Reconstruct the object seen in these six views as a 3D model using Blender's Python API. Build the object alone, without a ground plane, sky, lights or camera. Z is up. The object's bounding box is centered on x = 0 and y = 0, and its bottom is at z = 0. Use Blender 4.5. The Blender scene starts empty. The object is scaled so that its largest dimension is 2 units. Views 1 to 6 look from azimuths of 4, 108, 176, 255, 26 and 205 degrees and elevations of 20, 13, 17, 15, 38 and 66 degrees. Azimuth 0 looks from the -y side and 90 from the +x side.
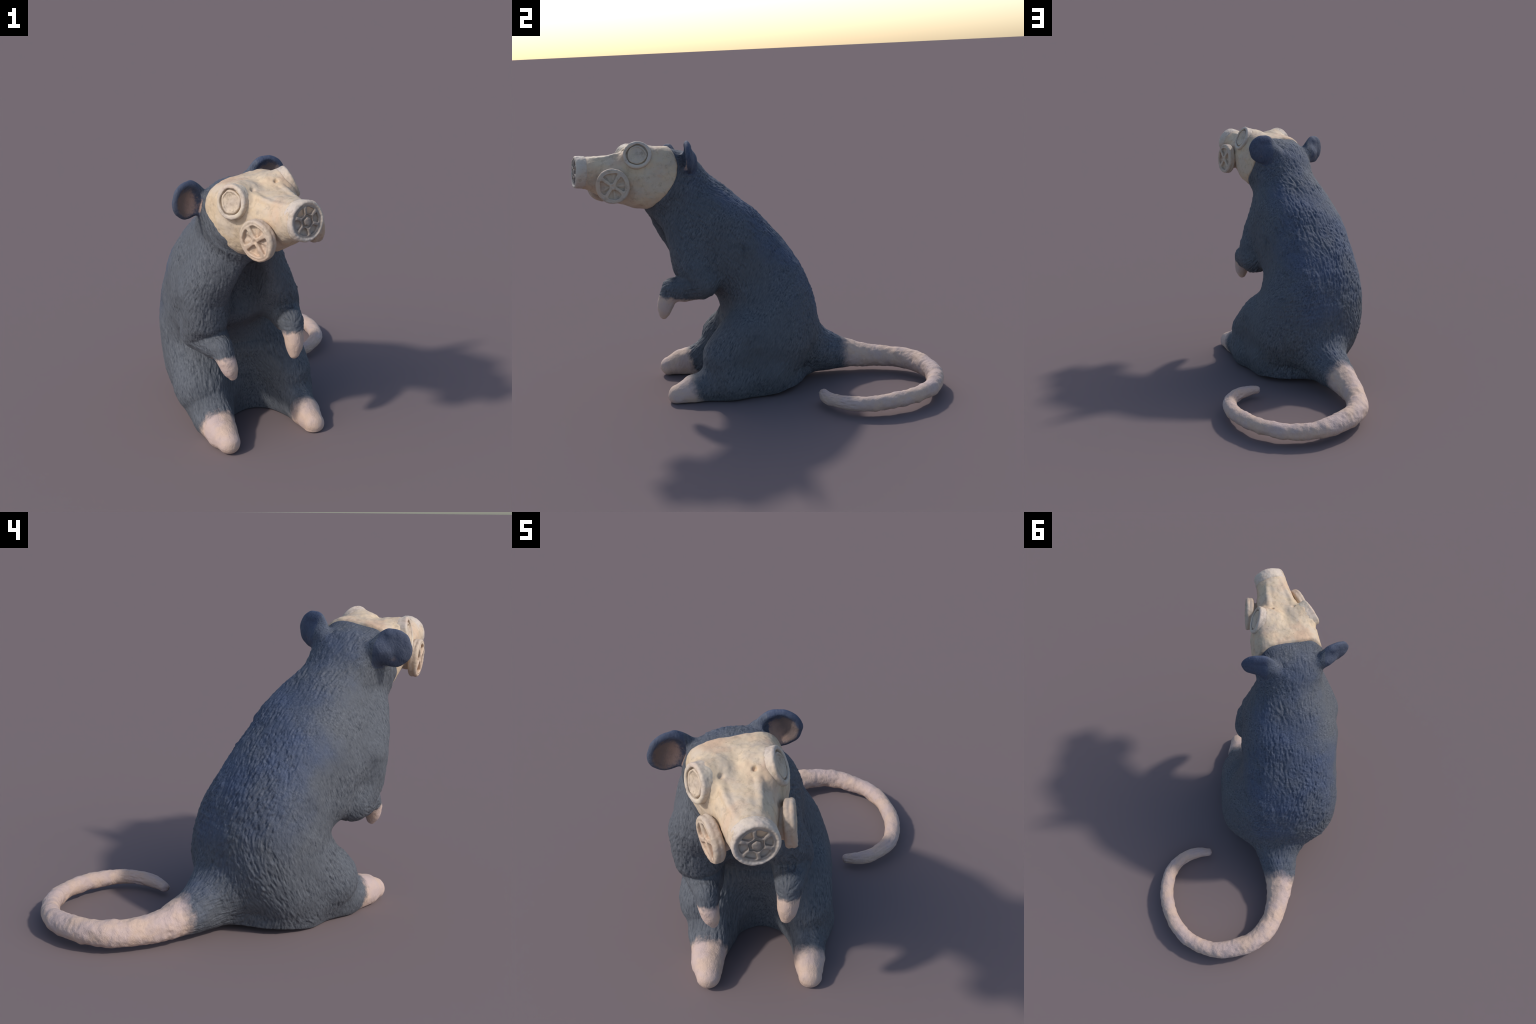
"""Clay figure of a sitting rat that wears a gas mask.

Everything organic is described as smooth-blended distance functions (spine,
limb capsules, skull, ears), turned into a surface with a surface-nets mesher,
then given combed-fur relief with oriented strokes, and finally separated into
named anatomical parts that share border vertices and normals.
"""
import bpy
import math
import numpy as np
from mathutils import kdtree

rng = np.random.default_rng(7)
V = lambda *a: np.array(a, dtype=np.float64)

# ---------------------------------------------------------------- frames
YAW = math.radians(25.0)
BF = V(math.sin(YAW), -math.cos(YAW), 0)      # rat's forward
BL = V(math.cos(YAW), math.sin(YAW), 0)       # rat's left
SIDE = -0.10                                  # mid plane offset along BL
BODY = np.array([BF, BL, V(0, 0, 1)])


def to_world(P):                              # body (f, l, z) -> world
    Q = np.array(P, dtype=np.float64)
    Q = Q + V(0, SIDE, 0)
    return Q @ BODY


def to_body(P):
    return np.asarray(P, dtype=np.float64) @ BODY.T - V(0, SIDE, 0)


HYAW, HPITCH, HROLL = (math.radians(d) for d in (38.0, 8.0, 7.0))
HF = V(math.sin(HYAW) * math.cos(HPITCH), -math.cos(HYAW) * math.cos(HPITCH), -math.sin(HPITCH))
_l0 = V(math.cos(HYAW), math.sin(HYAW), 0)
_u0 = np.cross(HF, _l0)
HL = math.cos(HROLL) * _l0 + math.sin(HROLL) * _u0
HU = math.cos(HROLL) * _u0 - math.sin(HROLL) * _l0
HEAD = np.array([HF, HL, HU])
HEAD_AT = V(0.007, -0.479, 1.31)


def head_to_world(P):
    return np.asarray(P, dtype=np.float64) @ HEAD + HEAD_AT


def world_to_head(P):
    return (np.asarray(P, dtype=np.float64) - HEAD_AT) @ HEAD.T


# body <-> head in one step (float32 friendly)
_B2H = (HEAD @ BODY.T)
_B2H_T = HEAD @ (to_world(V(0, 0, 0)) - HEAD_AT)


def body_to_head(P):
    return P @ _B2H.T.astype(P.dtype) + _B2H_T.astype(P.dtype)


# ---------------------------------------------------------------- helpers
def catmull(points, steps):
    """Dense Catmull-Rom curve through rows of numbers."""
    Q = np.asarray(points, dtype=np.float64)
    Q = np.vstack([2 * Q[0] - Q[1], Q, 2 * Q[-1] - Q[-2]])
    out = []
    for i in range(1, len(Q) - 2):
        t = np.linspace(0, 1, steps, endpoint=False)[:, None]
        a, b, c, d = Q[i - 1], Q[i], Q[i + 1], Q[i + 2]
        out.append(0.5 * (2 * b + (c - a) * t + (2 * a - 5 * b + 4 * c - d) * t ** 2 + (3 * b - a - 3 * c + d) * t ** 3))
    out.append(Q[-2][None])
    return np.vstack(out)


def smin(a, b, k):
    h = np.clip(0.5 + 0.5 * (b - a) / k, 0, 1)
    return b + (a - b) * h - k * h * (1 - h)


def smax(a, b, k):
    return -smin(-a, -b, k)


def sstep(x, a, b):
    t = np.clip((x - a) / (b - a), 0, 1)
    return t * t * (3 - 2 * t)


def hash3(i, j, k, seed):
    n = (i * 374761393 + j * 668265263 + k * 2147483647 + seed * 1274126177) & 0xFFFFFFFF
    n = ((n ^ (n >> 13)) * 1274126177) & 0xFFFFFFFF
    return ((n ^ (n >> 16)) & 0xFFFF) / 32767.5 - 1.0


def noise3(P, scale, seed=0, octaves=1):
    """Smooth value noise, about -1..1."""
    out, amp, tot = np.zeros(len(P)), 1.0, 0.0
    for o in range(octaves):
        Q = P * scale * (2 ** o) + 17.3 * o + 100.0
        I = np.floor(Q).astype(np.int64)
        T = Q - I
        T = T * T * (3 - 2 * T)
        v = 0
        for dx in (0, 1):
            for dy in (0, 1):
                for dz in (0, 1):
                    w = (T[:, 0] if dx else 1 - T[:, 0]) * (T[:, 1] if dy else 1 - T[:, 1]) * (T[:, 2] if dz else 1 - T[:, 2])
                    v = v + w * hash3(I[:, 0] + dx, I[:, 1] + dy, I[:, 2] + dz, seed + o)
        out += amp * v
        tot += amp
        amp *= 0.5
    return out / tot * 1.6


def ellipsoid(P, c, r, R=None):
    Q = P - np.asarray(c, P.dtype)
    if R is not None:
        Q = Q @ np.asarray(R, P.dtype).T
    r = np.asarray(r, P.dtype)
    k0 = np.sqrt(((Q / r) ** 2).sum(1)) + 1e-9
    k1 = np.sqrt(((Q / (r * r)) ** 2).sum(1)) + 1e-9
    return k0 * (k0 - 1) / k1


def limb(P, joints):
    """Chain of round cones through joints (x, y, z, radius).  Returns the
    distance and the place along the chain (0..1).  Points well clear of a
    stretch of the chain only get their distance to its bounding box."""
    J = np.asarray(joints, dtype=np.float64)
    n, dt = len(J) - 1, P.dtype
    best = np.full(len(P), 1e3, dt)
    along = np.zeros(len(P), dt)
    for start in range(0, n, 5):
        S = J[start:start + 6]
        lo, hi = (S[:, :3] - S[:, 3:]).min(0).astype(dt), (S[:, :3] + S[:, 3:]).max(0).astype(dt)
        box2 = 0
        for k in range(3):
            q = np.maximum(np.maximum(lo[k] - P[:, k], P[:, k] - hi[k]), 0)
            box2 = box2 + q * q
        old_all = best
        best = np.minimum(best, np.sqrt(box2) + np.asarray(0.05, dt))
        ids = np.flatnonzero(box2 < 0.0144)
        if not len(ids):
            continue
        x, y, z = (P[ids, k] for k in range(3))
        near, place = np.full(len(ids), 1e3, dt), np.zeros(len(ids), dt)
        for i in range(len(S) - 1):
            a, ab = S[i, :3].astype(dt), (S[i + 1, :3] - S[i, :3]).astype(dt)
            L2 = ab @ ab
            px, py, pz = x - a[0], y - a[1], z - a[2]
            t = np.clip((px * ab[0] + py * ab[1] + pz * ab[2]) / L2, 0, 1)
            px, py, pz = px - t * ab[0], py - t * ab[1], pz - t * ab[2]
            d = np.sqrt(px * px + py * py + pz * pz) - np.asarray(S[i, 3], dt) - t * np.asarray(S[i + 1, 3] - S[i, 3], dt)
            m = d < near
            near = np.where(m, d, near)
            place = np.where(m, (start + i + t) / n, place)
        old = old_all[ids]
        m = near < old
        best[ids] = np.where(m, near, old)
        along[ids] = np.where(m, place, along[ids])
    return best, along.astype(dt)


def surface_nets(fn, lo, hi, h, coarse=6, reach=1.6):
    """Mesh the zero set of fn.  Blocks far from the surface are only judged
    by their coarse value."""
    lo = np.asarray(lo, float)
    nb = np.ceil((np.asarray(hi) - lo) / (h * coarse)).astype(int)
    n = nb * coarse + 1
    ax = [np.arange(nb[i] + 1) * h * coarse + lo[i] for i in range(3)]
    G = np.stack(np.meshgrid(*ax, indexing="ij"), -1).reshape(-1, 3).astype(np.float32)
    C = fn(G).reshape(nb + 1)
    bmin = np.full(nb, 1e9, np.float32)
    pos = np.zeros(nb, int)
    for dx in (0, 1):
        for dy in (0, 1):
            for dz in (0, 1):
                c = C[dx:nb[0] + dx, dy:nb[1] + dy, dz:nb[2] + dz]
                bmin = np.minimum(bmin, np.abs(c))
                pos += (c > 0)
    near = (bmin < h * coarse * reach) | ((pos > 0) & (pos < 8))
    D = np.repeat(np.repeat(np.repeat(np.where(C[:-1, :-1, :-1] > 0, 1, -1), coarse, 0), coarse, 1), coarse, 2).astype(np.float32)
    D = np.pad(D, ((0, 1), (0, 1), (0, 1)), mode="edge")
    off = np.stack(np.meshgrid(*[np.arange(coarse + 1)] * 3, indexing="ij"), -1).reshape(-1, 3)
    B = np.argwhere(near) * coarse
    for s in range(0, len(B), 1500):
        I = (B[s:s + 1500, None, :] + off[None]).reshape(-1, 3)
        D[I[:, 0], I[:, 1], I[:, 2]] = fn((I * h + lo).astype(np.float32))
    S = D < 0
    cnt = np.zeros(n - 1, np.int8)
    for dx in (0, 1):
        for dy in (0, 1):
            for dz in (0, 1):
                cnt += S[dx:n[0] - 1 + dx, dy:n[1] - 1 + dy, dz:n[2] - 1 + dz]
    cells = np.argwhere((cnt > 0) & (cnt < 8))
    index = np.full(n - 1, -1, np.int64)
    index[tuple(cells.T)] = np.arange(len(cells))
    corner = np.array([(x, y, z) for x in (0, 1) for y in (0, 1) for z in (0, 1)])
    val = np.stack([D[tuple((cells + c).T)] for c in corner], 1)
    acc, num = np.zeros((len(cells), 3)), np.zeros(len(cells))
    for a in range(8):
        for b in range(a + 1, 8):
            if np.abs(corner[a] - corner[b]).sum() == 1:
                va, vb = val[:, a], val[:, b]
                m = (va < 0) != (vb < 0)
                t = np.where(m, va / np.where(m, va - vb, 1), 0)
                acc += np.where(m[:, None], corner[a] + t[:, None] * (corner[b] - corner[a]), 0)
                num += m
    verts = (cells + acc / num[:, None]) * h + lo
    quads = []
    for axis in range(3):
        u, w = (axis + 1) % 3, (axis + 2) % 3
        sl = [slice(None)] * 3
        s0, s1 = list(sl), list(sl)
        s0[axis], s1[axis] = slice(0, -1), slice(1, None)
        A, Bn = S[tuple(s0)], S[tuple(s1)]
        E = np.argwhere(A != Bn)
        E = E[(E[:, u] > 0) & (E[:, w] > 0) & (E[:, u] < n[u] - 1) & (E[:, w] < n[w] - 1)]
        eu, ew = np.eye(3, dtype=int)[u], np.eye(3, dtype=int)[w]
        q = np.stack([index[tuple((E - eu - ew).T)], index[tuple((E - ew).T)], index[tuple(E.T)], index[tuple((E - eu).T)]], 1)
        flip = ~A[tuple(E.T)]
        q[flip] = q[flip][:, ::-1]
        quads.append(q)
    Q = np.vstack(quads)
    return verts, Q[(Q >= 0).all(1)]


def gradient(fn, P, e=0.002):
    P = P.astype(np.float64)
    g = np.stack([fn(P + V(*(np.eye(3)[i] * e))) - fn(P - V(*(np.eye(3)[i] * e))) for i in range(3)], 1) / (2 * e)
    return g


def settle(fn, P, rounds=2):
    """Newton steps that put vertices on the zero set."""
    for _ in range(rounds):
        g = gradient(fn, P)
        d = fn(P.astype(np.float64))
        P = P - np.clip(d / np.maximum((g * g).sum(1), 0.2), -0.004, 0.004)[:, None] * g
    return P


def mesh_from(name, verts, faces):
    me = bpy.data.meshes.new(name)
    me.vertices.add(len(verts))
    me.vertices.foreach_set("co", np.asarray(verts, np.float32).ravel())
    k = faces.shape[1]
    me.loops.add(len(faces) * k)
    me.loops.foreach_set("vertex_index", faces.ravel().astype(np.int32))
    me.polygons.add(len(faces))
    me.polygons.foreach_set("loop_start", np.arange(len(faces), dtype=np.int32) * k)
    me.update(calc_edges=True)
    me.validate()
    me.polygons.foreach_set("use_smooth", np.ones(len(me.polygons), bool))
    return me


def vertex_normals(verts, faces):
    a, b, c, d = (verts[faces[:, i]] for i in range(4))
    fnrm = np.cross(c - a, d - b)
    N = np.zeros_like(verts)
    for i in range(4):
        np.add.at(N, faces[:, i], fnrm)
    return N / np.maximum(np.linalg.norm(N, axis=1), 1e-12)[:, None]


def relax(verts, faces, rounds, w=0.5):
    """Plain Laplacian smoothing over the quad edges."""
    e = np.vstack([faces[:, [0, 1]], faces[:, [1, 2]], faces[:, [2, 3]], faces[:, [3, 0]]])
    deg = np.bincount(e[:, 0], minlength=len(verts)) + np.bincount(e[:, 1], minlength=len(verts))
    for _ in range(rounds):
        A = np.zeros_like(verts)
        for i in range(3):
            A[:, i] = np.bincount(e[:, 0], verts[e[:, 1], i], len(verts)) + np.bincount(e[:, 1], verts[e[:, 0], i], len(verts))
        verts = verts + w * (A / np.maximum(deg, 1)[:, None] - verts)
    return verts


# ---------------------------------------------------------------- body shape
# spine of the trunk: f, z, half depth, half width, sideways centre
SPINE = catmull([
    (0.054, -0.097, 0.183, 0.265, 0.030),
    (0.036, 0.021, 0.232, 0.290, 0.030),
    (0.032, 0.141, 0.230, 0.335, 0.012),
    (-0.008, 0.309, 0.280, 0.355, 0.014),
    (-0.010, 0.476, 0.268, 0.334, -0.014),
    (0.069, 0.656, 0.252, 0.288, -0.053),
    (0.216, 0.816, 0.260, 0.281, -0.060),
    (0.339, 0.961, 0.235, 0.248, -0.056),
    (0.442, 1.087, 0.205, 0.187, -0.070),
    (0.529, 1.197, 0.190, 0.178, -0.075),
], 12)
_len = np.r_[0, np.cumsum(np.linalg.norm(np.diff(SPINE[:, :2], axis=0), axis=1))]
_even = np.linspace(0, _len[-1], 90)
SPINE = np.stack([np.interp(_even, _len, SPINE[:, j]) for j in range(5)], 1)
_tan = np.gradient(SPINE[:, :2], axis=0)
_tan /= np.linalg.norm(_tan, axis=1)[:, None]
for _ in range(6):
    _tan[1:-1] = 0.25 * _tan[:-2] + 0.5 * _tan[1:-1] + 0.25 * _tan[2:]


def trunk(P):
    dt = P.dtype
    C, Tn = SPINE[:, :2].astype(dt), _tan.astype(dt)
    fz = P[:, [0, 2]]
    best, idx = np.full(len(P), 1e9, dt), np.zeros(len(P), np.int64)
    for i in range(0, len(C), 5):
        d = (fz[:, 0] - C[i, 0]) ** 2 + (fz[:, 1] - C[i, 1]) ** 2
        m = d < best
        best = np.where(m, d, best)
        idx = np.where(m, i, idx)
    near0 = idx
    for j in (-4, -3, -2, -1, 1, 2, 3, 4):
        i = np.clip(near0 + j, 0, len(C) - 1)
        d = (fz[:, 0] - C[i, 0]) ** 2 + (fz[:, 1] - C[i, 1]) ** 2
        m = d < best
        best = np.where(m, d, best)
        idx = np.where(m, i, idx)
    # place between samples, from the tangent offset
    along = ((fz - C[idx]) * Tn[idx]).sum(1)
    step = np.linalg.norm(np.diff(C, axis=0), axis=1).mean()
    s = np.clip(idx + along / step, 0, len(C) - 1)
    grid = np.arange(len(C))
    col = lambda j: np.interp(s, grid, SPINE[:, j]).astype(dt)
    tx, tz = np.interp(s, grid, _tan[:, 0]).astype(dt), np.interp(s, grid, _tan[:, 1]).astype(dt)
    df, dz = fz[:, 0] - col(0), fz[:, 1] - col(1)
    depth = df * tz - dz * tx
    over = df * tx + dz * tz
    hd, hw = col(2), col(3)
    w = P[:, 1] - col(4)
    Q = np.stack([depth, w, over], 1)
    r = np.stack([hd, hw, np.full_like(hd, 0.10)], 1)
    # slightly boxy sections (superellipse)
    p = 2.3
    q = np.abs(Q / r) + 1e-6
    k0 = (q ** p).sum(1) ** (1 / p)
    grad = np.sqrt(((q ** (p - 1) / r) ** 2).sum(1)) / k0 ** (p - 1)
    return np.clip((k0 - 1) / grad, -0.3, 3).astype(dt), s / (len(C) - 1)


# skull / mask sections along the head axis: a, half width, top, bottom, boxiness
SKULL = V(*[(-0.14, 0.100, -0.06, -0.17, 2.0),
            (-0.08, 0.136, -0.018, -0.20, 2.2),
            (0.00, 0.174, 0.030, -0.22, 2.6),
            (0.07, 0.196, 0.086, -0.238, 3.0),
            (0.15, 0.198, 0.104, -0.243, 3.2),
            (0.24, 0.182, 0.107, -0.236, 3.2),
            (0.32, 0.150, 0.104, -0.208, 3.0),
            (0.40, 0.118, 0.108, -0.162, 2.6),
            (0.48, 0.098, 0.118, -0.100, 2.2),
            (0.56, 0.085, 0.134, -0.044, 2.0),
            (0.64, 0.084, 0.136, -0.036, 2.0)])


def skull(H):
    a, b, c = H[:, 0], H[:, 1], H[:, 2]
    b = b - 0.008 * sstep(a, 0.5, 0.3)
    col = lambda j: np.interp(a, SKULL[:, 0], SKULL[:, j])
    w, top, bot, n = col(1), col(2), col(3), col(4)
    mid, hh = top * 0.55 + bot * 0.45, 0
    up = c > mid
    hh = np.where(up, top - mid, mid - bot)
    y = np.abs(c - mid) / hh
    nn = np.where(up, n, 2.0 + 0.9 * (n - 2))
    box = np.clip((n - 2) / 1.2, 0, 1)
    nn = np.where(up, nn + 2.2 * box * sstep(a, 0.0, 0.08) * sstep(a, 0.40, 0.26), nn)
    taper = np.where(up, 1 - 0.19 * np.clip(y, 0, 1.2) * box, 1 - 0.06 * np.clip(y, 0, 1.2) * box)
    g = ((np.abs(b) / (w * taper)) ** nn + y ** nn) ** (1 / nn)
    return ((g - 1) * np.minimum(w, hh) * 0.95).astype(H.dtype)


EAR_AT = {1: V(0.004, 0.211, 0.006), -1: V(0.012, -0.236, 0.008)}


def ear(H, side):
    """Thin cupped ear in the head frame, broad where it grows from the head."""
    c = EAR_AT[side]
    n = V(0.97, -side * 0.22, 0.12)
    n /= np.linalg.norm(n)
    u = np.cross(n, V(0, 0, 1)); u /= np.linalg.norm(u)
    R = np.array([n, u, np.cross(n, u)])
    shell = ellipsoid(H, c - V(0.004, side * 0.006, 0), (0.027, 0.094, 0.088), R)
    cup = ellipsoid(H, c + 0.031 * n, (0.046, 0.073, 0.074), R)
    root = ellipsoid(H, c - V(0.026, side * 0.062, 0.026), (0.038, 0.062, 0.052), R)
    return smax(smin(shell, root, 0.03), -cup, 0.010)


ARM_L = [(0.432, 0.000, 0.960, 0.110), (0.412, 0.098, 0.808, 0.115), (0.395, 0.150, 0.720, 0.102), (0.375, 0.170, 0.648, 0.098), (0.464, 0.165, 0.618, 0.077), (0.527, 0.158, 0.624, 0.056)]
HAND_L = [(0.532, 0.158, 0.614, 0.055), (0.564, 0.157, 0.560, 0.050), (0.580, 0.155, 0.515, 0.043), (0.589, 0.152, 0.472, 0.026)]
ARM_R = [(0.468, -0.143, 0.968, 0.146), (0.405, -0.236, 0.800, 0.128), (0.400, -0.232, 0.664, 0.116), (0.345, -0.236, 0.575, 0.107), (0.435, -0.206, 0.545, 0.086), (0.504, -0.193, 0.540, 0.058)]
HAND_R = [(0.510, -0.193, 0.532, 0.056), (0.548, -0.186, 0.490, 0.049), (0.564, -0.178, 0.450, 0.041), (0.570, -0.166, 0.411, 0.025)]
HAND_L, HAND_R = catmull(HAND_L, 4), catmull(HAND_R, 4)
FLANK_R = [(0.300, -0.170, 0.900, 0.130), (0.265, -0.215, 0.740, 0.122), (0.215, -0.230, 0.600, 0.105)]
LEG_L = [(0.141, 0.209, 0.317, 0.163), (0.246, 0.228, 0.215, 0.146), (0.230, 0.242, 0.093, 0.138)]
SKIRT_L = [(0.040, 0.202, 0.130, 0.166), (0.250, 0.242, 0.098, 0.128)]
FOOT_L = [(0.350, 0.252, 0.065, 0.094), (0.448, 0.262, 0.057, 0.083), (0.540, 0.270, 0.035, 0.057)]
LEG_R = [(0.112, -0.180, 0.298, 0.160), (0.218, -0.208, 0.200, 0.154), (0.302, -0.186, 0.098, 0.117)]
SKIRT_R = [(0.105, -0.145, 0.097, 0.154), (0.300, -0.160, 0.085, 0.124)]
FOOT_R = [(0.364, -0.195, 0.077, 0.102), (0.496, -0.207, 0.064, 0.079), (0.571, -0.199, 0.050, 0.056)]
# tail given in world coordinates: x, y, z, radius
TAIL_W = V(*[(-0.128, 0.088, 0.212, 0.165), (-0.184, 0.212, 0.166, 0.130), (-0.245, 0.334, 0.124, 0.097), (-0.294, 0.450, 0.098, 0.075),
             (-0.322, 0.575, 0.084, 0.062), (-0.318, 0.690, 0.084, 0.060), (-0.275, 0.795, 0.082, 0.058), (-0.200, 0.872, 0.080, 0.055),
             (-0.095, 0.934, 0.074, 0.050), (0.025, 0.953, 0.066, 0.046), (0.150, 0.931, 0.070, 0.042), (0.275, 0.846, 0.070, 0.041),
             (0.358, 0.735, 0.066, 0.040), (0.394, 0.630, 0.062, 0.038), (0.388, 0.535, 0.058, 0.037), (0.348, 0.458, 0.055, 0.036),
             (0.292, 0.405, 0.051, 0.032), (0.238, 0.378, 0.047, 0.025)])
TAIL_W = catmull(TAIL_W, 3)
_under = V(*[(-0.095, 0.045, 0.105, 0.105), (-0.178, 0.192, 0.110, 0.095), (-0.250, 0.335, 0.108, 0.082)])
TAIL_UNDER = np.hstack([to_body(_under[:, :3]), _under[:, 3:]])
TAIL = np.hstack([to_body(TAIL_W[:, :3]), TAIL_W[:, 3:]])


# rear edge of the mask: height, place along the head axis
EDGE = V(*[(0.14, 0.076), (0.08, 0.068), (0.03, 0.059), (-0.03, 0.062), (-0.08, 0.082), (-0.12, 0.110), (-0.16, 0.148), (-0.20, 0.202), (-0.24, 0.270)])[::-1]


def parts_of(P):
    """Distance to each anatomical part in body coordinates."""
    H = body_to_head(P)
    d = {}
    d["torso"], s = trunk(P)
    behind = np.interp(H[:, 2], EDGE[:, 0], EDGE[:, 1]).astype(P.dtype) - H[:, 0]
    head = skull(H) + 0.009 + 0.030 * sstep(-behind, -0.004, 0.022)
    head = smax(head, H[:, 0] - 0.20, 0.05)
    head = smax(head, -0.08 - H[:, 0], 0.06)
    d["head"] = head
    d["ear_l"], d["ear_r"] = ear(H, 1).astype(P.dtype), ear(H, -1).astype(P.dtype)
    d["arm_l"] = smin(limb(P, ARM_L)[0], limb(P, HAND_L)[0], 0.03)
    d["arm_r"] = smin(limb(P, ARM_R)[0], limb(P, HAND_R)[0], 0.03)
    d["leg_l"] = smin(smin(limb(P, LEG_L)[0], limb(P, SKIRT_L)[0], 0.05), limb(P, FOOT_L)[0], 0.05)
    d["leg_r"] = smin(smin(limb(P, LEG_R)[0], limb(P, SKIRT_R)[0], 0.05), limb(P, FOOT_R)[0], 0.05)
    d["tail"] = smin(limb(P, TAIL)[0], limb(P, TAIL_UNDER)[0], 0.03)
    return d, s


def body(P):
    d, s = parts_of(P)
    x = smin(smin(d["torso"], limb(P, FLANK_R)[0], 0.06), d["head"], 0.07)
    x = smin(x, d["leg_l"], 0.06)
    x = smin(x, d["leg_r"], 0.06)
    x = smin(x, d["arm_l"], 0.055)
    x = smin(x, d["arm_r"], 0.045)
    x = smin(x, d["tail"], 0.10)
    x = smin(x, d["ear_l"], 0.025)
    x = smin(x, d["ear_r"], 0.025)
    # hollow between the legs: the crotch arch stands back from the feet
    arch = ellipsoid(P, (0.470, 0.040, 0.0), (0.258, 0.150, 0.50))
    x = smax(x, -arch, 0.05)
    x = smax(x, -ellipsoid(P, (0.47, -0.025, 0.27), (0.215, 0.105, 0.20)), 0.05)
    # the chest stands back between the arms
    chest = ellipsoid(P, (0.605, -0.040, 0.70), (0.240, 0.108, 0.29))
    x = smax(x, -chest, 0.05)
    # flat base
    lift = 0.026 * sstep(-P[:, 0], -0.10, 0.10)      # the rump is not quite on the ground
    return smax(x, 0.001 + lift - P[:, 2], 0.008)


def build_body():
    lo, hi = V(-1.02, -0.42, -0.012), V(0.76, 0.86, 1.47)
    v, q = surface_nets(body, lo, hi, 0.0042)
    v = settle(body, v, 1)
    v = relax(v, q, 2, 0.4)
    return v, q


bv, bq = build_body()
N0 = vertex_normals(bv, bq)
prim, s_along = parts_of(bv)
names = list(prim)
DD = np.stack([prim[k] for k in names], 1)
owner = np.array(names)[DD.argmin(1)]
Hv = body_to_head(bv)

# ---------------------------------------------------------------- fur relief
# combing direction: down the spine, along the limbs, along the tail
def limb_dir(P, joints):
    J = np.asarray(joints)
    _, t = limb(P, joints)
    i = np.clip((t * (len(J) - 1)).astype(int), 0, len(J) - 2)
    d = J[i + 1, :3] - J[i, :3]
    return d / np.linalg.norm(d, axis=1)[:, None]


si = np.clip((s_along * (len(_tan) - 1)).astype(int), 0, len(_tan) - 1)
flow = np.stack([-_tan[si, 0] * 0.8, np.zeros(len(bv)), -_tan[si, 1]], 1)
for key, chain in (("arm_l", ARM_L), ("arm_r", ARM_R), ("leg_l", LEG_L), ("leg_r", LEG_R), ("tail", TAIL)):
    w = np.exp(-np.clip(prim[key], 0, 1) / 0.03)[:, None]
    if key.startswith("arm"):
        w = w * sstep(limb(bv, chain)[1], 0.25, 0.55)[:, None]
    flow = flow * (1 - w) + limb_dir(bv, chain) * w
hw_ = (sstep(Hv[:, 0], -0.12, 0.0) * sstep(Hv[:, 2], -0.16, -0.06))[:, None]
flow = flow * (1 - hw_) + (-HEAD[0] @ BODY.T) * hw_
flow += 0.25 * np.stack([noise3(bv, 5, 21), noise3(bv, 5, 22), noise3(bv, 5, 23)], 1)
flow -= (flow * N0).sum(1)[:, None] * N0
flow /= np.maximum(np.linalg.norm(flow, axis=1), 1e-6)[:, None]

# skin ends (no fur): fractions measured along planes at wrists, ankles, tail
W_HAND_L, N_HAND_L = V(0.568, 0.158, 0.580), V(0.15, 0, -1.0)
W_HAND_R, N_HAND_R = V(0.535, -0.175, 0.492), V(0.35, 0.1, -1.0)
W_FOOT_L, N_FOOT_L = V(0.460, 0.260, 0.10), V(1.0, 0.05, -0.35)
W_FOOT_R, N_FOOT_R = V(0.447, -0.185, 0.13), V(1.0, -0.10, -0.25)
TAIL_CUT = to_body(V(-0.275, 0.385, 0.10))
N_TAIL = to_body(V(-0.275, 0.385, 0.10) + V(-0.30, 0.95, 0)) - TAIL_CUT


def beyond(P, at, n):
    return (P - at) @ (n / np.linalg.norm(n))


is_tail = owner == "tail"
skin = np.zeros(len(bv))
for key, at, n in (("arm_l", W_HAND_L, N_HAND_L), ("arm_r", W_HAND_R, N_HAND_R), ("leg_l", W_FOOT_L, N_FOOT_L), ("leg_r", W_FOOT_R, N_FOOT_R), ("tail", TAIL_CUT, N_TAIL)):
    near = np.exp(-np.clip(prim[key] - 0.01, 0, 1) / 0.01)
    past = sstep(beyond(bv, at, n), -0.02, 0.02)
    if key == "tail":
        past = np.maximum(past, (bv[:, 0] < -0.5) * 1.0)
    skin = np.maximum(skin, near * past)
is_ear = (owner == "ear_l") | (owner == "ear_r")
fur_amount = (1 - skin) * np.where(is_ear, 0.22, 1.0) * (0.25 + 0.75 * sstep(bv[:, 2], 0.0, 0.05))
to_edge = np.interp(Hv[:, 2], EDGE[:, 0], EDGE[:, 1]) - Hv[:, 0]
fur_amount *= np.where((Hv[:, 2] > -0.27) & (np.abs(Hv[:, 1]) < 0.25), sstep(to_edge, -0.005, 0.02), 1)

# dorsal side is chunkier than flanks
dorsal = sstep(-(N0[:, 0] * 0.9 - 0.35 * N0[:, 2]), 0.2, 0.9) * (owner == "torso")

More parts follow.
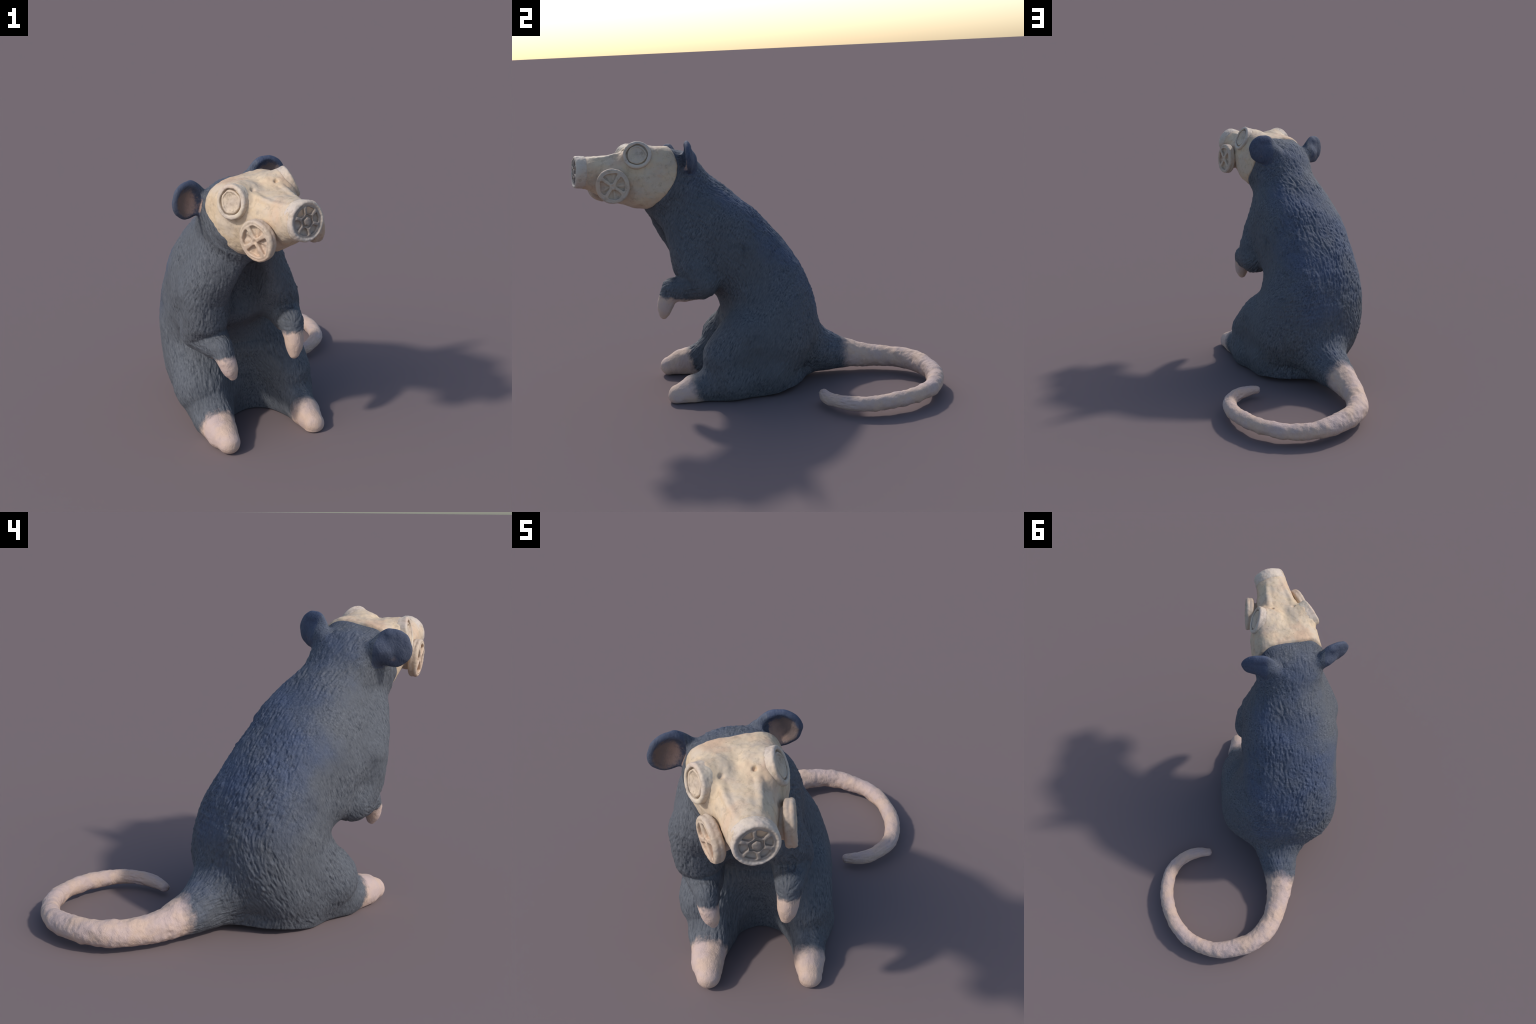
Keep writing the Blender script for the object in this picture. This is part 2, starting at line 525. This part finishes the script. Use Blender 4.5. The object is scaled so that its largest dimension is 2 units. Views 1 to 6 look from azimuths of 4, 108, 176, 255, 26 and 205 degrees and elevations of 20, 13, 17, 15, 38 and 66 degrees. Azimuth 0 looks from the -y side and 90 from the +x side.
tree = kdtree.KDTree(len(bv))
for i, p in enumerate(bv):
    tree.insert(p, i)
tree.balance()
relief = np.zeros(len(bv))
thick = 0.75 + 0.45 * noise3(bv, 6, 41, 2)            # some places are combed smoother
seeds = rng.choice(len(bv), 26000, replace=False)
for i in seeds:
    if fur_amount[i] < 0.05:
        continue
    chunky = dorsal[i] > 0.35 + 0.3 * rng.random()
    sl = rng.uniform(0.006, 0.016) * (0.95 if chunky else 1.25)
    sw = rng.uniform(0.0024, 0.0036) * (1.3 if chunky else 0.95)
    amp = rng.uniform(0.0010, 0.0032) * (1.15 if chunky else 0.78) * (1 if rng.random() < 0.4 else -1.25) * max(0.3, thick[i])
    ids = np.array([t[1] for t in tree.find_range(bv[i], 2.2 * sl)])
    D = bv[ids] - bv[i]
    f, n0 = flow[i], N0[i]
    t = (n0[1] * f[2] - n0[2] * f[1], n0[2] * f[0] - n0[0] * f[2], n0[0] * f[1] - n0[1] * f[0])
    u, w = D @ f, D @ np.array(t)
    relief[ids] += amp * fur_amount[i] * np.exp(-(u / sl) ** 2 - (w / sw) ** 2) * ((N0[ids] @ n0) > 0.2)
relief *= np.clip(fur_amount * 1.3, 0, 1)
relief = np.clip(relief, -0.007, 0.007)
# broad hand-modelled unevenness everywhere, fingertip dents on bare clay
relief += 0.0042 * noise3(bv, 9, 3, 2) * (1 - 0.4 * skin) + 0.0009 * noise3(bv, 30, 9, 2) * dorsal * fur_amount
relief += skin * np.where(is_tail, 1.0, 0.55) * (0.0030 * noise3(bv, 24, 5, 2) + 0.0010 * noise3(bv, 70, 6))
relief += is_ear * 0.0015 * noise3(bv, 40, 8)
relief *= sstep(bv[:, 2], 0.003, 0.02)
bv = bv + N0 * relief[:, None]
bv[:, 2] = np.maximum(bv[:, 2], 0.0)

# ---------------------------------------------------------------- part regions
fc = bv[bq].mean(1)
fd, fs = parts_of(fc)
FH = body_to_head(fc)
M = np.stack([fd[k] for k in ("torso", "head", "arm_l", "arm_r", "leg_l", "leg_r", "tail")], 1)
M[:, 2:6] -= 0.02
lab = np.array(["torso", "head", "arm_l", "arm_r", "leg_l", "leg_r", "tail"])[M.argmin(1)]
lab = np.where((lab == "torso") & (fs > 0.80), "neck", lab)
lab = np.where((FH[:, 0] > -0.07) & (np.abs(FH[:, 1]) < 0.4) & (FH[:, 2] > -0.30) & ((lab == "neck") | (lab == "torso")) & (fd["head"] < fd["torso"] + 0.03), "head", lab)
for k, sd in (("ear_l", 1), ("ear_r", -1)):
    lab = np.where((fd[k] < fd["head"] + 0.0) & (fd[k] < 0.02) & (FH[:, 1] * sd > 0.165), k, lab)
for k, h, at, n in (("arm_l", "hand_l", W_HAND_L, N_HAND_L), ("arm_r", "hand_r", W_HAND_R, N_HAND_R), ("leg_l", "foot_l", W_FOOT_L, N_FOOT_L), ("leg_r", "foot_r", W_FOOT_R, N_FOOT_R)):
    lab = np.where((lab == k) & (beyond(fc, at, n) > 0), h, lab)

# ---------------------------------------------------------------- materials
class Nodes:
    def __init__(self, name):
        self.mat = bpy.data.materials.new(name)
        self.mat.use_nodes = True
        self.t = self.mat.node_tree
        self.bsdf = self.t.nodes["Principled BSDF"]
        self.co = self.t.nodes.new("ShaderNodeTexCoord").outputs["Object"]

    def put(self, sock, x):
        if hasattr(x, "is_output"):
            self.t.links.new(x, sock)
        else:
            sock.default_value = x

    def math(self, op, a, b=0.0, c=0.0, clamp=False):
        n = self.t.nodes.new("ShaderNodeMath")
        n.operation, n.use_clamp = op, clamp
        for s, x in zip(n.inputs, (a, b, c)):
            self.put(s, x)
        return n.outputs[0]

    def vmath(self, op, a, b=None, scale=None):
        n = self.t.nodes.new("ShaderNodeVectorMath")
        n.operation = op
        self.put(n.inputs[0], a)
        if b is not None:
            self.put(n.inputs[1], b)
        return n.outputs["Value"] if op in ("DOT_PRODUCT", "LENGTH", "DISTANCE") else n.outputs["Vector"]

    def noise(self, scale, detail=2.0, rough=0.5, co=None, stretch=None):
        n = self.t.nodes.new("ShaderNodeTexNoise")
        co = co or self.co
        if stretch:
            m = self.t.nodes.new("ShaderNodeMapping")
            m.inputs["Scale"].default_value = stretch
            self.t.links.new(co, m.inputs["Vector"])
            co = m.outputs["Vector"]
        self.t.links.new(co, n.inputs["Vector"])
        n.inputs["Scale"].default_value, n.inputs["Detail"].default_value, n.inputs["Roughness"].default_value = scale, detail, rough
        return n.outputs["Fac"]

    def span(self, x, a, b, lo=0.0, hi=1.0):
        n = self.t.nodes.new("ShaderNodeMapRange")
        n.interpolation_type = "SMOOTHSTEP"
        self.put(n.inputs["Value"], x)
        for k, y in zip(("From Min", "From Max", "To Min", "To Max"), (a, b, lo, hi)):
            n.inputs[k].default_value = y
        return n.outputs["Result"]

    def mix(self, f, a, b, mode="MIX"):
        n = self.t.nodes.new("ShaderNodeMix")
        n.data_type, n.blend_type = "RGBA", mode
        self.put(n.inputs["Factor"], f)
        for s, x in ((n.inputs["A"], a), (n.inputs["B"], b)):
            pass
        A = [s for s in n.inputs if s.name == "A" and s.type == "RGBA"][0]
        B = [s for s in n.inputs if s.name == "B" and s.type == "RGBA"][0]
        self.put(A, a)
        self.put(B, b)
        return [s for s in n.outputs if s.type == "RGBA"][0]

    def plane(self, at, n):
        n = n / np.linalg.norm(n)
        return self.math("SUBTRACT", self.vmath("DOT_PRODUCT", self.co, tuple(n)), float(at @ n))

    def bump(self, height, strength, dist):
        n = self.t.nodes.new("ShaderNodeBump")
        n.inputs["Strength"].default_value, n.inputs["Distance"].default_value = strength, dist
        self.t.links.new(height, n.inputs["Height"])
        self.t.links.new(n.outputs[0], self.bsdf.inputs["Normal"])


def srgb(r, g, b):
    f = lambda c: c / 255 / 12.92 if c <= 10 else ((c / 255 + 0.055) / 1.055) ** 2.4
    return (f(r), f(g), f(b), 1.0)


FUR_GREY, FUR_BLUE, FUR_DARK, FUR_PALE = srgb(88, 91, 97), srgb(71, 83, 109), srgb(43, 49, 59), srgb(124, 127, 132)
SKIN_A, SKIN_B, SKIN_DIRT = srgb(199, 172, 154), srgb(188, 166, 159), srgb(146, 130, 118)
MASK_A, MASK_B, MASK_PINK, MASK_DIRT = srgb(208, 185, 155), srgb(199, 181, 160), srgb(199, 163, 135), srgb(142, 125, 106)


def fur_colour(m):
    # blue glaze lies over the back and nape, greyer on flanks and front
    back = m.plane(to_world(V(0.0, 0, 0.75)), BODY[0] * -0.80 + V(0, 0, 0.60))
    patch = m.noise(4.5, 3, 0.6)
    tone = m.math("ADD", back, m.math("MULTIPLY", m.math("SUBTRACT", patch, 0.5), 0.55))
    c = m.mix(m.span(tone, -0.12, 0.32), FUR_GREY, FUR_BLUE)
    c = m.mix(m.span(m.noise(7, 4, 0.65), 0.56, 0.74, 0, 0.45), c, FUR_DARK)
    # combed strands: noise drawn out along the lie of the coat
    lean = m.t.nodes.new("ShaderNodeVectorRotate")
    lean.rotation_type = "AXIS_ANGLE"
    m.put(lean.inputs["Vector"], m.co)
    lean.inputs["Axis"].default_value, lean.inputs["Angle"].default_value = tuple(BODY[1]), 0.45
    strands = m.noise(1.0, 4, 0.62, co=lean.outputs[0], stretch=(125, 125, 34))
    patchy = m.span(m.noise(5.5, 3, 0.6), 0.35, 0.65, 0.35, 1.0)
    c = m.mix(m.math("MULTIPLY", patchy, m.span(strands, 0.50, 0.70, 0, 0.45)), c, FUR_PALE)
    c = m.mix(m.math("MULTIPLY", patchy, m.span(strands, 0.49, 0.34, 0, 0.70)), c, FUR_DARK)
    m.strands = strands
    specks = m.noise(260, 1, 0.5)
    c = m.mix(m.span(specks, 0.76, 0.82, 0, 0.5), c, srgb(160, 165, 172))
    return c


def skin_colour(m):
    c = m.mix(m.span(m.noise(9, 3, 0.6), 0.35, 0.65), SKIN_A, SKIN_B)
    c = m.mix(m.span(m.noise(26, 4, 0.7), 0.56, 0.80, 0, 0.35), c, SKIN_DIRT)
    return c


def finish_clay(m, colour, rough=0.72, spec=0.25, grain=170, depth=0.0012):
    m.put(m.bsdf.inputs["Base Color"], colour)
    m.bsdf.inputs["Roughness"].default_value = rough
    m.bsdf.inputs["Specular IOR Level"].default_value = spec
    grainy = m.noise(grain, 3, 0.6)
    if hasattr(m, "strands"):
        grainy, depth = m.math("ADD", grainy, m.math("MULTIPLY", m.strands, 1.6)), depth * 2
    m.bump(grainy, 0.6, depth)
    return m.mat


def fur_material(name, edge=None, soft=0.02, ragged=0.05):
    m = Nodes(name)
    c = fur_colour(m)
    if edge is not None:
        at, n = edge
        d = m.plane(at, n)
        rag = m.math("MULTIPLY", m.math("SUBTRACT", m.noise(30, 4, 0.65), 0.5), ragged)
        c = m.mix(m.span(m.math("ADD", d, rag), -soft, soft), c, skin_colour(m))
    return finish_clay(m, c)


def wb(at, n):
    return to_world(at), n @ BODY


MAT = {
    "fur": fur_material("fur_clay"),
    "arm_l": fur_material("arm_clay", wb(W_HAND_L, N_HAND_L), 0.014, 0.06),
    "arm_r": fur_material("arm_clay", wb(W_HAND_R, N_HAND_R), 0.014, 0.06),
    "leg_l": fur_material("leg_clay", wb(W_FOOT_L, N_FOOT_L), 0.036, 0.08),
    "leg_r": fur_material("leg_clay", wb(W_FOOT_R, N_FOOT_R), 0.024, 0.08),
}


def tail_material():
    m = Nodes("tail_clay")
    d = m.plane(*wb(TAIL_CUT, N_TAIL))
    # everything on the curled part of the tail (rat's left of the root) is bare
    left = m.plane(to_world(V(0, 0.28, 0)), BODY[1])
    rag = m.math("MULTIPLY", m.math("SUBTRACT", m.noise(24, 4, 0.65), 0.5), 0.09)
    f = m.math("MAXIMUM", m.span(m.math("ADD", d, rag), -0.04, 0.04), m.span(left, 0.0, 0.02))
    return finish_clay(m, m.mix(f, fur_colour(m), skin_colour(m)))


MAT["tail"] = tail_material()


def ear_material(side):
    m = Nodes("ear_clay")
    c = m.mix(0.5, fur_colour(m), srgb(62, 72, 98))
    centre = head_to_world(EAR_AT[side] + V(0.030, 0, -0.004))
    ax = HEAD[0] * 0.9 - HEAD[1] * side * 0.42
    ax /= np.linalg.norm(ax)
    off = m.vmath("SUBTRACT", m.co, tuple(centre))
    along = m.vmath("DOT_PRODUCT", off, tuple(ax))
    r = m.vmath("LENGTH", off)
    wob = m.math("MULTIPLY", m.math("SUBTRACT", m.noise(45, 4, 0.7), 0.5), 0.035)
    inner = m.math("MULTIPLY", m.span(m.math("ADD", r, wob), 0.072, 0.054), m.span(along, -0.054, -0.044))
    low = m.plane(centre, HEAD[1] * -side * 0.8 - HEAD[2] * 0.4)
    inside = m.mix(m.span(m.math("ADD", low, wob), -0.02, 0.04), srgb(122, 105, 97), srgb(182, 150, 132))
    return finish_clay(m, m.mix(m.math("MULTIPLY", inner, 0.9), c, inside))


MAT["ear_l"], MAT["ear_r"] = ear_material(1), ear_material(-1)

# ---------------------------------------------------------------- object tree
rat = bpy.data.objects.new("rat_figure", None)
rat.empty_display_size = 0.2
bpy.context.scene.collection.objects.link(rat)
rat["label"] = "blue-grey clay rat sitting upright in a cream gas mask"
rat["category"] = "rat figurine"


def add(name, mesh, mat, parent=rat):
    mesh.materials.clear()
    mesh.materials.append(mat)
    ob = bpy.data.objects.new(name, mesh)
    ob.parent = parent
    bpy.context.scene.collection.objects.link(ob)
    return ob


BW = to_world(bv)
NW = vertex_normals(BW, bq)
plain = {"arm_l": "arm", "arm_r": "arm", "hand_l": "hand", "hand_r": "hand", "leg_l": "leg", "leg_r": "leg",
         "foot_l": "foot", "foot_r": "foot", "ear_l": "ear", "ear_r": "ear"}
mat_of = {"hand_l": "arm_l", "hand_r": "arm_r", "foot_l": "leg_l", "foot_r": "leg_r"}


def largest_islands(mask):
    """Faces of a label that hang together; scraps go to their surroundings."""
    ids = np.flatnonzero(mask)
    root = np.arange(len(BW))
    F = bq[ids]
    for _ in range(400):
        low = root[F].min(1)
        new = root.copy()
        for k in range(4):
            np.minimum.at(new, F[:, k], low)
        new = new[new]
        if (new == root).all():
            break
        root = new
    r = root[F[:, 0]]
    vals, cnt = np.unique(r, return_counts=True)
    return ids[r != vals[cnt.argmax()]]


for k in np.unique(lab):
    stray = largest_islands(lab == k)
    if k in ("torso",):
        continue
    lab[stray] = "head" if k.startswith("ear") else "torso"

for k in np.unique(lab):
    F = bq[lab == k]
    used, inv = np.unique(F, return_inverse=True)
    name = plain.get(k, k)
    me = mesh_from(name, BW[used], inv.reshape(F.shape))
    me.normals_split_custom_set_from_vertices(NW[used].tolist())
    add(name, me, MAT.get(mat_of.get(k, k), MAT["fur"]))

# ---------------------------------------------------------------- gas mask
EYE = {1: (V(0.255, 0.128, 0.064), V(0.22, 0.90, 0.34)), -1: (V(0.255, -0.128, 0.064), V(0.28, -0.88, 0.34))}
FIL = {1: (V(0.430, 0.151, -0.058), V(0.20, 0.98, 0.00)), -1: (V(0.436, -0.142, -0.046), V(0.26, -0.95, 0.10))}
for D_ in (EYE, FIL):
    for k_ in D_:
        D_[k_] = (D_[k_][0], D_[k_][1] / np.linalg.norm(D_[k_][1]))
SNOUT = V(0.564, 0.004, 0.052)


def mask_shape(H):
    H = H.astype(np.float64)
    a, b, c = H[:, 0], H[:, 1], H[:, 2]
    d = skull(H)
    # cheeks swell under the eyes, hollow beside the snout
    for sd in (1, -1):
        at, n = EYE[sd]
        socket = smax(limb(H, [(*(at - 0.06 * n), 0.088), (*(at + 0.03 * n), 0.074)])[0], (H - at) @ n - 0.012, 0.012)
        d = smin(d, socket, 0.03)
        at, n = FIL[sd]
        mount = smax(limb(H, [(*(at - 0.09 * n), 0.060), (*(at + 0.02 * n), 0.050)])[0], (H - at) @ n + 0.012, 0.01)
        d = smin(d, mount, 0.02)
        # raised seam from brow to snout
        ridge = limb(H, [(0.28, sd * 0.070, 0.096, 0.011), (0.34, sd * 0.066, 0.094, 0.012), (0.43, sd * 0.056, 0.096, 0.010), (0.50, sd * 0.040, 0.106, 0.008)])[0]
        d = smin(d, ridge, 0.016)
        pit = np.sqrt(((H - V(0.292, sd * 0.062, 0.114)) ** 2).sum(1)) - 0.010
        d = smax(d, -pit, 0.008)
    d = smax(d, a - 0.575, 0.01)
    edge = np.interp(c, EDGE[:, 0], EDGE[:, 1])
    return smax(d, edge - a + 0.0015 * np.sin(c * 60 + b * 25), 0.012)


mv, mq = surface_nets(lambda P: mask_shape(P).astype(np.float32), V(-0.01, -0.25, -0.28), V(0.62, 0.25, 0.20), 0.0042, coarse=5)
mv = settle(mask_shape, mv, 2)
mv = relax(mv, mq, 2, 0.4)
mn = vertex_normals(mv, mq)
crack = np.abs(noise3(mv * V(1, 1, 0.6), 11, 35, 2))
mv = mv + mn * (0.0028 * noise3(mv, 16, 31, 2) + 0.0013 * noise3(mv, 60, 32, 2) - 0.0022 * sstep(crack, 0.05, 0.0) * sstep(noise3(mv, 5, 36), 0.2, 0.6))[:, None]


def mask_material(name, a, b, pink=0.65, dirt=0.5, centre=None):
    m = Nodes(name)
    c = m.mix(m.span(m.noise(11, 4, 0.6), 0.35, 0.65), a, b)
    c = m.mix(m.span(m.noise(6, 3, 0.6), 0.45, 0.7, 0, pink), c, MASK_PINK)
    c = m.mix(m.span(m.noise(30, 5, 0.72), 0.48, 0.74, 0, dirt), c, MASK_DIRT)
    c = m.mix(m.span(m.noise(14, 4, 0.7), 0.58, 0.72, 0, 0.4), c, srgb(186, 170, 152))
    dots = m.noise(75, 2, 0.5)
    c = m.mix(m.span(dots, 0.70, 0.78, 0, 0.5), c, srgb(128, 110, 96))
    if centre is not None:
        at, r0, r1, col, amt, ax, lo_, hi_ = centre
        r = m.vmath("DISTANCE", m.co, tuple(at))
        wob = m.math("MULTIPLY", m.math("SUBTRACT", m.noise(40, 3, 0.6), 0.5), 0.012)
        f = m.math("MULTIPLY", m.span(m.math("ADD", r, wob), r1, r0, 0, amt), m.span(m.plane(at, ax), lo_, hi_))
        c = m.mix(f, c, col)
    return finish_clay(m, c, 0.62, 0.3, 120, 0.0012)


M_MASK = mask_material("mask_clay", MASK_A, MASK_B)
mask = add("gas_mask", mesh_from("gas_mask", head_to_world(mv), mq), M_MASK)


def frame(n):
    n = n / np.linalg.norm(n)
    u = np.cross(V(0, 0, 1), n)
    u /= np.linalg.norm(u)
    return np.array([u, np.cross(n, u), n])


def fitting(name, fn, at, n, size, depth, step, mat, seed, rough=1.0):
    """A disc-shaped clay fitting modelled in its own frame (x, y face, z out)."""
    v, q = surface_nets(lambda P: fn(P.astype(np.float64)).astype(np.float32), V(-size, -size, -depth[0]), V(size, size, depth[1]), step, coarse=5)
    v = settle(fn, v, 1)
    v = relax(v, q, 2, 0.4)
    nn = vertex_normals(v, q)
    v = v + nn * rough * (0.0012 * noise3(v + seed, 38, seed, 2) + 0.0005 * noise3(v + seed, 120, seed + 1))[:, None]
    H = v @ frame(n) + at
    return add(name, mesh_from(name, head_to_world(H), q), mat, mask)


def rounded_disc(P, r, z0, z1, k):
    rr = np.hypot(P[:, 0], P[:, 1])
    x, y = rr - r + k, np.abs(P[:, 2] - (z0 + z1) / 2) - (z1 - z0) / 2 + k
    return np.minimum(np.maximum(x, y), 0) + np.hypot(np.maximum(x, 0), np.maximum(y, 0)) - k


def wobble(P, seed, amt):
    th = np.arctan2(P[:, 1], P[:, 0])
    return amt * (np.sin(3 * th + seed) + 0.7 * np.sin(5 * th + 2.1 * seed) + 0.5 * np.sin(8 * th + 3.3 * seed))


def eyepiece_rim(seed):
    def fn(P):
        rr = np.hypot(P[:, 0], P[:, 1]) + wobble(P, seed, 0.0011)
        d = rounded_disc(P, 0.078, -0.02, 0.043, 0.010)
        d = smin(d, rounded_disc(P, 0.068, -0.05, 0.01, 0.01), 0.015)
        hole = np.maximum(rr - 0.0585, 0.025 - P[:, 2])
        return smax(d, -hole, 0.006)
    return fn


def lens(seed):
    def fn(P):
        rr = np.hypot(P[:, 0], P[:, 1]) + wobble(P, seed + 4, 0.0012)
        d = smax(rr - 0.0525, np.abs(P[:, 2] - 0.030) - 0.010, 0.007)
        dish = np.maximum(rr - 0.0415 + wobble(P, seed + 9, 0.0012), 0.0330 - P[:, 2] + 6 * (rr - 0.02) ** 2)
        return smax(d, -dish, 0.005)
    return fn


def filter_canister(seed):
    def fn(P):
        P = P * V(1.0, 0.96, 1.0)
        w = wobble(P, seed, 0.0016)
        rr = np.hypot(P[:, 0], P[:, 1]) + w
        d = rounded_disc(P, 0.091, -0.022, 0.024, 0.014)
        d = smin(d, rounded_disc(P, 0.060, -0.06, 0.0, 0.01), 0.012)
        groove = np.hypot(rr - 0.095, P[:, 2] - 0.002) - 0.004          # band round the edge
        d = smax(d, -groove, 0.005)
        ring = np.hypot(rr - 0.0775, P[:, 2] - 0.025) - 0.003            # line inside the rim
        d = smax(d, -ring, 0.004)
        th = np.arctan2(P[:, 1], P[:, 0]) + 0.12 * np.sin(seed)
        spread = 0.0085 + 0.09 * np.maximum(rr - 0.03, 0)
        arm = np.minimum(np.abs(rr * np.sin(th - math.pi / 4)), np.abs(rr * np.cos(th - math.pi / 4)))
        hole = smax(smax(rr - 0.0665, spread - arm, 0.008), 0.016 - rr, 0.008)
        hole = np.maximum(hole, 0.007 - P[:, 2] + 0.003 * np.sin(9 * th + seed))
        d = smax(d, -hole, 0.007)
        hub = np.sqrt(P[:, 0] ** 2 + P[:, 1] ** 2 + (P[:, 2] - 0.028) ** 2) - 0.009
        return smax(d, -hub, 0.005)
    return fn


def snout_grille(P):
    w = wobble(P, 2.0, 0.0010)
    rr = np.hypot(P[:, 0], P[:, 1]) + w
    d = rounded_disc(P, 0.0885, -0.030, 0.034, 0.012)
    groove = np.hypot(rr - 0.068, P[:, 2] - 0.036) - 0.0065
    d = smax(d, -groove, 0.006)
    th = np.arctan2(P[:, 1], P[:, 0])
    seg = (th + math.pi / 6) % (math.pi / 3) - math.pi / 6
    spoke = np.abs(rr * np.sin(math.pi / 6 - np.abs(seg)))
    hexr = rr * np.cos(seg)
    holes = smax(smax(rr - 0.060, 0.0078 - spoke, 0.006), 0.031 - hexr, 0.006)
    d = smax(d, -np.maximum(holes, 0.0165 - P[:, 2]), 0.007)
    ring = np.abs(hexr - 0.0215) - 0.0045
    return smax(d, -np.maximum(ring, 0.0225 - P[:, 2]), 0.005)


M_RIM = mask_material("mask_fitting_clay", srgb(206, 190, 168), srgb(196, 180, 166), 0.35, 0.6)
M_LENS = mask_material("lens_clay", srgb(204, 184, 160), srgb(192, 174, 156), 0.3, 0.7)
M_FIL = mask_material("filter_clay", srgb(198, 178, 156), srgb(186, 170, 156), 0.5, 0.6)
SN_N = V(0.970, 0.035, 0.24)
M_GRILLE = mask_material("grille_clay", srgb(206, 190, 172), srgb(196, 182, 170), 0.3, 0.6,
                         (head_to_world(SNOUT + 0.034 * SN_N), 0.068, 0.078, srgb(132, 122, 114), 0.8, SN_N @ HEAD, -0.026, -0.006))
for sd in (1, -1):
    at, n = EYE[sd]
    fitting("eyepiece", eyepiece_rim(1.0 + sd), at, n, 0.095, (0.06, 0.055), 0.0026, M_RIM, 40 + sd)
    fitting("lens", lens(1.0 + sd), at, n, 0.07, (0.0, 0.055), 0.0026, M_LENS, 50 + sd)
    at, n = FIL[sd]
    fitting("filter_canister", filter_canister(2.0 + sd), at, n, 0.112, (0.07, 0.045), 0.0026, M_FIL, 60 + sd)
fitting("snout_grille", snout_grille, SNOUT, SN_N, 0.105, (0.045, 0.05), 0.0026, M_GRILLE, 70)
